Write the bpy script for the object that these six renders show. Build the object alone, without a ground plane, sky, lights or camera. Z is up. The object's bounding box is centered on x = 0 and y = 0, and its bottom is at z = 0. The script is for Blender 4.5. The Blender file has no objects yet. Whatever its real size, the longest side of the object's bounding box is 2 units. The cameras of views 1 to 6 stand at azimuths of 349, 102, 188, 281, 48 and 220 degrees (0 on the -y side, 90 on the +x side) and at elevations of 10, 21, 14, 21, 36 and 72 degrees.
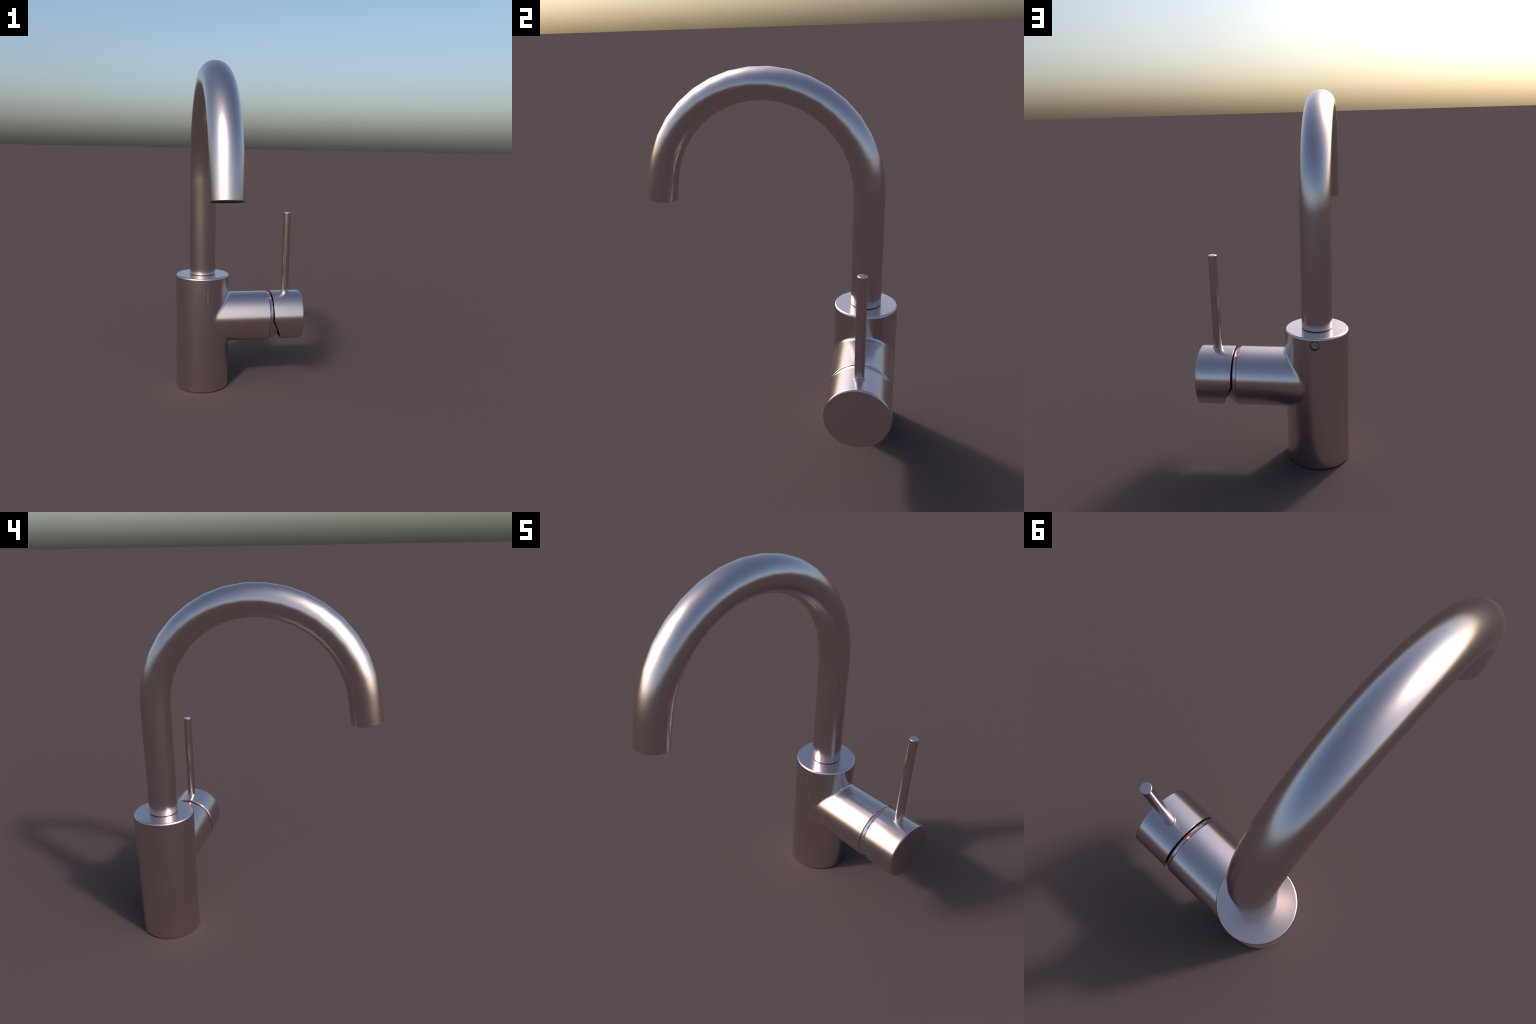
"""Chrome kitchen mixer tap: column body, side arm with tilting knob and pin
lever, gooseneck spout.  Everything is built from lathed / lofted profiles."""
import bpy, bmesh
from math import atan2, sin, cos, pi, radians, sqrt
from mathutils import Vector, Matrix

# ------------------------------------------------------------------ sizes
AXIS = Vector((-0.2391, 0.5149, 0.0))     # column axis on the ground
COL_R, COL_H = 0.1710, 0.7522             # column
TUBE_R = 0.0818                           # spout tube
BEND_Z, BEND_R, BEND_DEG, TAIL = 1.3670, 0.5518, 170.5, 0.1433
ARM_Z, ARM_R = 0.4620, 0.1610             # side arm (runs along +x)
ARM_END = 0.1885                          # world x where the arm stops
CUT_X, CUT_SLOPE = 0.2145, 0.42           # knob edge: plumb above the axis, raked below
KNOB_END = 0.4095
LEVER_R, LEVER_TOP = 0.0238, 1.1490
SCREW_Z, SCREW_HOLE_R = 0.7125, 0.0262


# -------------------------------------------------------------- materials
def new_material(name):
    m = bpy.data.materials.new(name)
    m.use_nodes = True
    return m, m.node_tree.nodes, m.node_tree.links, m.node_tree.nodes["Principled BSDF"]


def chrome_material(name, colour, rough, scuffs=None):
    """Polished metal with faint wiping smudges in the gloss.  scuffs, when
    given, is (streak scale xyz, tilt, patches): rubbed streaks where the
    polish is duller, kept to soft patches (centre, half size)."""
    m, N, L, b = new_material(name)
    co = N.new("ShaderNodeTexCoord")
    mp = N.new("ShaderNodeMapping")
    mp.inputs["Scale"].default_value = (9.0, 9.0, 2.2)
    L.new(co.outputs["Object"], mp.inputs["Vector"])
    no = N.new("ShaderNodeTexNoise")
    no.inputs["Scale"].default_value = 2.4
    no.inputs["Detail"].default_value = 5.0
    no.inputs["Roughness"].default_value = 0.6
    L.new(mp.outputs["Vector"], no.inputs["Vector"])
    rr = N.new("ShaderNodeMapRange")
    rr.inputs["From Min"].default_value = 0.3
    rr.inputs["From Max"].default_value = 0.7
    rr.inputs["To Min"].default_value = rough - 0.012
    rr.inputs["To Max"].default_value = rough + 0.012
    L.new(no.outputs["Fac"], rr.inputs["Value"])
    gloss = rr.outputs["Result"]
    if scuffs:
        scale, tilt, patches = scuffs
        sm = N.new("ShaderNodeMapping")
        sm.inputs["Scale"].default_value = scale
        sm.inputs["Rotation"].default_value = (0, tilt, 0)
        L.new(co.outputs["Object"], sm.inputs["Vector"])
        st = N.new("ShaderNodeTexNoise")
        st.inputs["Scale"].default_value = 1.0
        st.inputs["Detail"].default_value = 0.6
        st.inputs["Distortion"].default_value = 0.15
        L.new(sm.outputs["Vector"], st.inputs["Vector"])
        cut = N.new("ShaderNodeMapRange")
        cut.inputs["From Min"].default_value = 0.55
        cut.inputs["From Max"].default_value = 0.68
        L.new(st.outputs["Fac"], cut.inputs["Value"])
        total = None
        for centre, size in patches:
            pm = N.new("ShaderNodeMapping")
            pm.vector_type = "TEXTURE"
            pm.inputs["Location"].default_value = centre
            pm.inputs["Scale"].default_value = size
            L.new(co.outputs["Object"], pm.inputs["Vector"])
            ln = N.new("ShaderNodeVectorMath")
            ln.operation = "LENGTH"
            L.new(pm.outputs["Vector"], ln.inputs[0])
            fall = N.new("ShaderNodeMapRange")
            fall.interpolation_type = "SMOOTHSTEP"
            fall.inputs["From Min"].default_value = 1.0
            fall.inputs["From Max"].default_value = 0.55
            L.new(ln.outputs["Value"], fall.inputs["Value"])
            if total is None:
                total = fall.outputs["Result"]
            else:
                mx = N.new("ShaderNodeMath")
                mx.operation = "MAXIMUM"
                L.new(total, mx.inputs[0])
                L.new(fall.outputs["Result"], mx.inputs[1])
                total = mx.outputs["Value"]
        mul = N.new("ShaderNodeMath")
        mul.operation = "MULTIPLY"
        L.new(total, mul.inputs[0])
        L.new(cut.outputs["Result"], mul.inputs[1])
        add = N.new("ShaderNodeMath")
        add.operation = "MULTIPLY_ADD"
        L.new(mul.outputs["Value"], add.inputs[0])
        add.inputs[1].default_value = 0.08
        L.new(gloss, add.inputs[2])
        gloss = add.outputs["Value"]
    L.new(gloss, b.inputs["Roughness"])
    b.inputs["Base Color"].default_value = (*colour, 1)
    b.inputs["Metallic"].default_value = 1.0
    return m


def plain_material(name, colour, rough, metallic=0.0):
    m, N, L, b = new_material(name)
    co = N.new("ShaderNodeTexCoord")
    no = N.new("ShaderNodeTexNoise")
    no.inputs["Scale"].default_value = 60.0
    L.new(co.outputs["Object"], no.inputs["Vector"])
    ramp = N.new("ShaderNodeValToRGB")
    ramp.color_ramp.elements[0].color = (*[c * 0.93 for c in colour], 1)
    ramp.color_ramp.elements[1].color = (*[min(1, c * 1.07) for c in colour], 1)
    L.new(no.outputs["Fac"], ramp.inputs["Fac"])
    L.new(ramp.outputs["Color"], b.inputs["Base Color"])
    b.inputs["Roughness"].default_value = rough
    b.inputs["Metallic"].default_value = metallic
    return m


METAL, POLISH = (0.635, 0.552, 0.547), 0.238
CHROME = chrome_material("chrome", METAL, POLISH)
CHROME_COLUMN = chrome_material("chrome_column", METAL, POLISH, (
    (80.0, 20.0, 11.0), radians(-9), [((-0.208, 0.345, 0.665), (0.048, 0.08, 0.115)),
                                      ((-0.195, 0.350, 0.500), (0.020, 0.06, 0.110))]))
CHROME_ARM = chrome_material("chrome_arm", METAL, POLISH, (
    (8.0, 12.0, 80.0), radians(4), [((-0.130, 0.365, 0.440), (0.075, 0.10, 0.036)),
                                      ((0.120, 0.375, 0.405), (0.110, 0.10, 0.036))]))
DARK = plain_material("gap_shade_black", (0.006, 0.006, 0.006), 0.6)  # black paint standing in for the shade inside gaps and recesses
SCREW_STEEL = plain_material("screw_steel", (0.50, 0.50, 0.51), 0.30, 0.9)
RED = plain_material("red_enamel", (0.47, 0.022, 0.020), 0.5)
BLUE = plain_material("blue_enamel", (0.012, 0.115, 0.36), 0.5)
RUBBER = plain_material("aerator_plastic", (0.09, 0.085, 0.085), 0.3)


# ------------------------------------------------------------ mesh helpers
def mesh_object(name, verts, faces, mats, parent, face_mats=None, sharp=40.0,
                weighted=True):
    me = bpy.data.meshes.new(name)
    me.from_pydata([tuple(v) for v in verts], [], faces)
    for m in mats:
        me.materials.append(m)
    if face_mats:
        me.polygons.foreach_set("material_index", face_mats)
    bm = bmesh.new()
    bm.from_mesh(me)
    bmesh.ops.remove_doubles(bm, verts=bm.verts, dist=1e-6)
    bmesh.ops.recalc_face_normals(bm, faces=bm.faces)
    for f in bm.faces:
        f.smooth = True
    for e in bm.edges:
        if len(e.link_faces) == 2:
            e.smooth = e.calc_face_angle(0.0) < radians(sharp)
    bm.to_mesh(me)
    bm.free()
    ob = bpy.data.objects.new(name, me)
    bpy.context.scene.collection.objects.link(ob)
    ob.parent = parent
    if weighted:
        w = ob.modifiers.new("weighted", "WEIGHTED_NORMAL")
        w.keep_sharp = True
        w.mode = "FACE_AREA"
        w.weight = 60
    return ob


def skin_rings(rings, cap_start=False, cap_end=False):
    """Quads between successive closed rings of equal length."""
    n = len(rings[0])
    verts = [v for r in rings for v in r]
    faces, tags = [], []
    for i in range(len(rings) - 1):
        for j in range(n):
            k = (j + 1) % n
            faces.append((i * n + j, i * n + k, (i + 1) * n + k, (i + 1) * n + j))
            tags.append(i)
    if cap_start:
        faces.append(tuple(range(n)))
        tags.append(-1)
    if cap_end:
        b = (len(rings) - 1) * n
        faces.append(tuple(b + j for j in range(n)))
        tags.append(-2)
    return verts, faces, tags


def frame(direction):
    d = Vector(direction).normalized()
    ref = Vector((1, 0, 0)) if abs(d.x) < 0.9 else Vector((0, 0, 1))
    u = (ref - d * ref.dot(d)).normalized()
    return u, d.cross(u), d


def ring(centre, direction, r, n, phase=0.0):
    u, v, _ = frame(direction)
    return [Vector(centre) + u * (r * cos(2 * pi * j / n + phase))
            + v * (r * sin(2 * pi * j / n + phase)) for j in range(n)]


def lathe(name, origin, direction, profile, n, mats, parent, tags_to_mat=None,
          cap_start=True, cap_end=True, sharp=40.0, weighted=True):
    """profile: list of (distance along direction, radius)."""
    d = Vector(direction).normalized()
    rings = [ring(Vector(origin) + d * s, d, r, n) for s, r in profile]
    v, f, t = skin_rings(rings, cap_start, cap_end)
    fm = [tags_to_mat(x) if tags_to_mat else 0 for x in t]
    return mesh_object(name, v, f, mats, parent, fm, sharp, weighted)


def round_over(s0, r0, s1, r1, steps, outward=True):
    """Quarter round between two profile points (s = axial, r = radius)."""
    pts = []
    for i in range(steps + 1):
        a = 0.5 * pi * i / steps
        if outward:
            pts.append((s0 + (s1 - s0) * sin(a), r1 + (r0 - r1) * cos(a)))
        else:
            pts.append((s1 + (s0 - s1) * cos(a), r0 + (r1 - r0) * sin(a)))
    return pts


def arm_point(x, r, phi):
    """Point round the side arm; phi = 0 is the top, +90 the front (-y)."""
    return Vector((x, AXIS.y - r * sin(phi), ARM_Z + r * cos(phi)))


# ------------------------------------------------------------------- thing
root = bpy.data.objects.new("kitchen_faucet", None)
bpy.context.scene.collection.objects.link(root)
root.location = AXIS
root["label"] = "polished chrome gooseneck kitchen faucet with side pin lever"
root["category"] = "faucet"
bpy.context.view_layer.update()
INV = Matrix.Translation(-AXIS)


def adopt(ob, parent=root):
    """Keep world placement while parented to the thing."""
    ob.parent = parent
    ob.matrix_parent_inverse = INV
    return ob


# ------------------------------------------------------------ column body
COL_N = 40
edge = 0.013
profile = [(0.0, COL_R - 0.006), (0.006, COL_R)]
profile += round_over(COL_H - edge, COL_R, COL_H, COL_R - edge, 4)
column = lathe("column_body", AXIS, (0, 0, 1), profile, COL_N, [CHROME_COLUMN], None,
               weighted=False, sharp=50)

# set-screw hole in the back, bored by boolean
bore = lathe("bore_helper", AXIS + Vector((0, COL_R - 0.03, SCREW_Z)), (0, 1, 0),
             [(0, SCREW_HOLE_R), (0.06, SCREW_HOLE_R)], 12, [DARK], None, weighted=False)
bm_mod = column.modifiers.new("bore", "BOOLEAN")
bm_mod.operation = "DIFFERENCE"
bm_mod.object = bore
bm_mod.solver = "EXACT"
bpy.context.view_layer.update()
dg = bpy.context.evaluated_depsgraph_get()
bored = bpy.data.meshes.new_from_object(column.evaluated_get(dg))
column.modifiers.clear()
old = column.data
column.data = bored
bored.name = "column_body"
bpy.data.meshes.remove(old)
bore_mesh = bore.data
bpy.data.objects.remove(bore)
bpy.data.meshes.remove(bore_mesh)


def column_normals(me):
    """True cylinder normals on the wall and the rounded rim."""
    out = [(0.0, 0.0, 0.0)] * len(me.loops)
    for p in me.polygons:
        p.use_smooth = True
        c = p.center - AXIS
        outward = Vector((c.x, c.y, 0)).length > COL_R * 0.95
        for li in p.loop_indices:
            q = me.vertices[me.loops[li].vertex_index].co - AXIS
            rad = Vector((q.x, q.y, 0))
            if p.normal.z > 0.98 and c.z > COL_H - 0.002:
                n = Vector((0, 0, 1))
            elif outward and abs(p.normal.z) < 0.05 and p.normal.dot(rad.normalized()) > 0.9:
                n = rad.normalized()
            elif outward and p.normal.z > 0.05:
                a = max(0.0, min(1.0, (q.z - (COL_H - edge)) / edge))
                n = rad.normalized() * sqrt(max(0, 1 - a * a)) + Vector((0, 0, a))
            else:
                n = p.normal.copy()
            out[li] = tuple(n.normalized())
    me.normals_split_custom_set(out)


column_normals(bored)

# set screw: recessed disc with a hexagonal socket
screw_o = AXIS + Vector((0, COL_R, SCREW_Z))
screw = lathe("set_screw", screw_o, (0, 1, 0),
              [(-0.026, 0.0215), (-0.008, 0.0215), (-0.005, 0.0185)], 20,
              [SCREW_STEEL], root, cap_end=False)
hexr = [ring(screw_o + Vector((0, s, 0)), (0, 1, 0), r, 6, pi / 6)
        for s, r in ((-0.0049, 0.0105), (-0.0125, 0.0035))]
bm = bmesh.new()
bm.from_mesh(screw.data)
outer = [v for v in bm.verts if abs(v.co.y - (screw_o.y - 0.005)) < 1e-5]
cen = screw_o
outer.sort(key=lambda v: atan2(v.co.z - cen.z, v.co.x - cen.x))
hx = [bm.verts.new(p) for p in sorted(hexr[0], key=lambda p: atan2(p.z - cen.z, p.x - cen.x))]
hb = [bm.verts.new(p) for p in sorted(hexr[1], key=lambda p: atan2(p.z - cen.z, p.x - cen.x))]
edges = []
for loop in (outer, hx):
    for a, b in zip(loop, loop[1:] + loop[:1]):
        e = bm.edges.get((a, b)) or bm.edges.new((a, b))
        edges.append(e)
bmesh.ops.triangle_fill(bm, use_beauty=True, use_dissolve=False, edges=edges,
                        normal=(0, 1, 0))
for f in [f for f in bm.faces if all(v in hx for v in f.verts)]:
    bm.faces.remove(f)
for i in range(6):
    k = (i + 1) % 6
    bm.faces.new((hx[i], hx[k], hb[k], hb[i]))
bm.faces.new(hb)
bmesh.ops.recalc_face_normals(bm, faces=bm.faces)
for e in bm.edges:
    if len(e.link_faces) == 2:
        e.smooth = e.calc_face_angle(0.0) < radians(35)
bm.to_mesh(screw.data)
bm.free()

# --------------------------------------------------------------- side arm
FILLET = 0.016
ARM_N = 64


def column_hit(phi, r):
    """World x where the arm generator at phi leaves the column."""
    return AXIS.x + sqrt(max(0.0, COL_R ** 2 - (r * sin(phi)) ** 2))


arm_rings = []
steps = 6
rows = [[] for _ in range(steps + 1)]
for j in range(ARM_N):
    phi = 2 * pi * j / ARM_N
    x0 = column_hit(phi, ARM_R)
    corner = arm_point(x0, ARM_R, phi)
    n_arm = Vector((0, -sin(phi), cos(phi)))
    n_col = Vector((corner.x - AXIS.x, corner.y - AXIS.y, 0)).normalized()
    t = (n_arm - n_col * n_arm.dot(n_col)).normalized()
    on_col = corner + t * FILLET
    rad = Vector((on_col.x - AXIS.x, on_col.y - AXIS.y, 0))
    rad = rad.normalized() * (COL_R * cos(pi / COL_N) - 0.0004)
    on_col = Vector((AXIS.x + rad.x, AXIS.y + rad.y, on_col.z))
    on_arm = arm_point(x0 + FILLET, ARM_R, phi)
    for i in range(steps + 1):
        s = i / steps
        rows[i].append(on_col * (1 - s) ** 2 + corner * (2 * s * (1 - s)) + on_arm * s * s)
arm_rings = rows
b = 0.006
for s, r in [(ARM_END - b, ARM_R)] + round_over(ARM_END - b, ARM_R, ARM_END, ARM_R - b, 3)[1:]:
    arm_rings.append([arm_point(s, r, 2 * pi * j / ARM_N) for j in range(ARM_N)])
arm_rings.append([arm_point(ARM_END + 0.0005, ARM_R - b - 0.010, 2 * pi * j / ARM_N) for j in range(ARM_N)])
v, f, t = skin_rings(arm_rings, False, True)
arm = mesh_object("side_arm", v, f, [CHROME_ARM], root, sharp=60)

# indicator ring: cone necking down into the knob, with an added black plug darkening the seam behind it
CONE_X0, CONE_R0, CONE_SLOPE, CONE_SLOPE2, CONE_BEND = 0.1902, 0.1556, 0.30, 0.62, 0.2085


def cone_radius(x):
    """Gentle taper under the printed marks, then a steeper neck."""
    return CONE_R0 - CONE_SLOPE * (x - CONE_X0) - (CONE_SLOPE2 - CONE_SLOPE) * max(0.0, x - CONE_BEND)


seam_rings = [[arm_point(x, r, 2 * pi * j / ARM_N) for j in range(ARM_N)]
              for x, r in ((0.180, 0.1510), (0.196, 0.1510))]
v, f, t = skin_rings(seam_rings, True, True)
seam = mesh_object("seam_shade_plug", v, f, [DARK], root)

cone_rings = [[arm_point(x, r, 2 * pi * j / ARM_N) for j in range(ARM_N)]
              for x, r in ((CONE_X0, CONE_R0 - 0.004), (CONE_X0, CONE_R0),
                           (0.200, cone_radius(0.200)), (0.2045, cone_radius(0.2045)),
                           (0.2065, cone_radius(0.2065)), (CONE_BEND, cone_radius(CONE_BEND)),
                           (0.214, cone_radius(0.214)),
                           (0.30, cone_radius(0.30)))]
v, f, t = skin_rings(cone_rings, True, True)
cone = mesh_object("indicator_ring", v, f, [CHROME], root, sharp=30, weighted=False)


def cone_lean(x, up):
    """Lean of the shading normal: rolls over into the knob's hollow on the upper
    part, stays a plain taper underneath where the knob is cut away."""
    s = max(0.0, min(1.0, (up + 0.30) / 0.30))
    steep = 0.27 if x < 0.1999 else 0.33 if x < 0.203 else 0.45 if x < 0.2055 else 0.82
    return 0.30 * (1 - s) + steep * s


soft = []
for p in cone.data.polygons:
    for li in p.loop_indices:
        q = cone.data.vertices[cone.data.loops[li].vertex_index].co
        rad = Vector((0, q.y - AXIS.y, q.z - ARM_Z)).normalized()
        if p.normal.dot(rad) > 0.5:
            soft.append(tuple((rad + Vector((cone_lean(q.x, rad.z), 0, 0))).normalized()))
        else:
            soft.append(tuple(p.normal))
cone.data.normals_split_custom_set(soft)


def mark(name, mat, deg0, deg1, width, x_mid=0.2030, blunt=0.35):
    """Enamel inlay (one is a painted reflection) standing 0.4 mm proud of the indicator ring: a lens-ended arc."""
    n = 12
    lo, hi = [], []
    base = []
    for i in range(n + 1):
        s = i / n
        w = width * max(0.12, (1 - abs(2 * s - 1) ** (1 / blunt))) * 0.5
        phi = radians(deg0 + (deg1 - deg0) * s)
        xa, xb = x_mid - w, x_mid + w
        lo.append((xa, phi))
        hi.append((xb, phi))
    verts, faces = [], []
    for lift in (-0.002, 0.0005):
        for x, phi in lo + hi:
            verts.append(arm_point(x, cone_radius(x) + lift, phi))
    m = n + 1
    for i in range(n):
        faces.append((2 * m + i, 2 * m + i + 1, 3 * m + i + 1, 3 * m + i))
        faces.append((i, i + 1, m + i + 1, m + i))
        faces.append((i, i + 1, 2 * m + i + 1, 2 * m + i))
        faces.append((m + i, m + i + 1, 3 * m + i + 1, 3 * m + i))
    faces.append((0, m, 3 * m, 2 * m))
    faces.append((n, m + n, 3 * m + n, 2 * m + n))
    return mesh_object(name, verts, faces, [mat], cone, weighted=False)


marks = [
    mark("red_mark", RED, -4.0, 9.5, 0.0085),
    mark("red_mark", RED, 28.3, 32.5, 0.0090, 0.2025),
    mark("red_mark", RED, -32.6, -29.0, 0.0055, 0.2045),
    mark("red_mark", RED, -19.3, -17.6, 0.0035, 0.2010),  # faint reflection of the red dash, painted on as a raised patch
    mark("blue_mark", BLUE, 39.8, 53.0, 0.0090, 0.2035),
    mark("blue_mark", BLUE, 73.2, 78.0, 0.0055, 0.2045),
]

# ------------------------------------------------------------------- knob
KNOB_N = 48


def knob_edge(r, phi):
    return CUT_X + CUT_SLOPE * max(0.0, -r * cos(phi))


knob_rows = []
for dx, r in ((0.045, ARM_R - 0.014), (0.003, ARM_R - 0.0105), (0.0006, ARM_R - 0.0100),
              (0.0, ARM_R - 0.0092), (0.0, ARM_R - 0.0008), (0.0009, ARM_R)):
    knob_rows.append([arm_point(knob_edge(r, 2 * pi * j / KNOB_N) + dx, r, 2 * pi * j / KNOB_N)
                      for j in range(KNOB_N)])
e = 0.009
for s, r in [(KNOB_END - e, ARM_R)] + round_over(KNOB_END - e, ARM_R, KNOB_END, ARM_R - e, 4)[1:]:
    knob_rows.append([arm_point(s, r, 2 * pi * j / KNOB_N) for j in range(KNOB_N)])
v, f, t = skin_rings(knob_rows, True, True)
fm = [1 if (x in (0, 1, -1)) else 0 for x in t]
knob = mesh_object("handle_knob", v, f, [CHROME, DARK], root, fm, sharp=60)

# pin lever and its little collar
foot = Vector((0.3106, AXIS.y - 0.0005, ARM_Z + ARM_R))
tip = Vector((0.3124, AXIS.y + 0.0010, LEVER_TOP))
d = (tip - foot)
length = d.length
d.normalize()
lv = [(-0.03, LEVER_R), (length - 0.004, LEVER_R)] + \
    round_over(length - 0.004, LEVER_R, length, LEVER_R - 0.004, 3)[1:]
lever = lathe("pin_lever", foot, d, lv, 24, [CHROME], knob, sharp=60)
collar = lathe("lever_collar", foot, d,
               [(-0.03, LEVER_R + 0.0042), (0.0030, LEVER_R + 0.0042), (0.0056, LEVER_R + 0.0030),
                (0.0056, LEVER_R + 0.0014), (-0.006, LEVER_R + 0.0010)], 24, [CHROME], knob,
               cap_start=False, cap_end=False, sharp=70)

# ------------------------------------------------------------------ spout
TUBE_N, BEND_STEPS = 24, 18
FORWARD = Vector((0, -1, 0))
UP = Vector((0, 0, 1))
SIDE = Vector((1, 0, 0))
z_foot = COL_H + 0.0020


def tube_ring(centre, tangent, r):
    out = tangent.cross(SIDE).normalized()
    return [centre + SIDE * (r * cos(2 * pi * j / TUBE_N)) + out * (r * sin(2 * pi * j / TUBE_N))
            for j in range(TUBE_N)]


rows = [tube_ring(AXIS + UP * z_foot, UP, TUBE_R - 0.010),
        tube_ring(AXIS + UP * z_foot, UP, TUBE_R - 0.0022),
        tube_ring(AXIS + UP * (z_foot + 0.0030), UP, TUBE_R)]
hub = AXIS + UP * BEND_Z + FORWARD * BEND_R
for i in range(BEND_STEPS + 1):
    a = radians(BEND_DEG) * i / BEND_STEPS
    c = hub + (UP * sin(a) - FORWARD * cos(a)) * BEND_R
    tan = FORWARD * sin(a) + UP * cos(a)
    rows.append(tube_ring(c, tan, TUBE_R))
mouth = c + tan * TAIL
for back, r in ((0.0028, TUBE_R), (0.0, TUBE_R - 0.0028), (0.0, TUBE_R - 0.006),
                (0.016, TUBE_R - 0.0075)):
    rows.append(tube_ring(mouth - tan * back, tan, r))
v, f, t = skin_rings(rows, True, True)
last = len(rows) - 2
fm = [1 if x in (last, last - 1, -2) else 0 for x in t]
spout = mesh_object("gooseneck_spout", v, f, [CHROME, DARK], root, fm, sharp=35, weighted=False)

foot_shade_plug = lathe("spout_shade_plug", AXIS, UP, [(COL_H - 0.01, TUBE_R - 0.004), (z_foot + 0.002, TUBE_R - 0.004)],
                  32, [DARK], root)  # added black core that darkens the thin gap under the tube

# aerator insert: ribbed plastic disc recessed in the mouth
ae = []
R0 = TUBE_R - 0.012
for k in range(4):
    ae += [(-0.010, R0 - k * 0.016), (-0.004, R0 - 0.002 - k * 0.016),
           (-0.004, R0 - 0.008 - k * 0.016), (-0.010, R0 - 0.010 - k * 0.016)]
ae = [(-0.0155, R0)] + ae
aerator = lathe("aerator", mouth, tan, ae, 28, [RUBBER], spout, sharp=30)

for ob in (column, screw, arm, seam, cone, knob, spout, foot_shade_plug):
    adopt(ob)
bpy.context.view_layer.update()
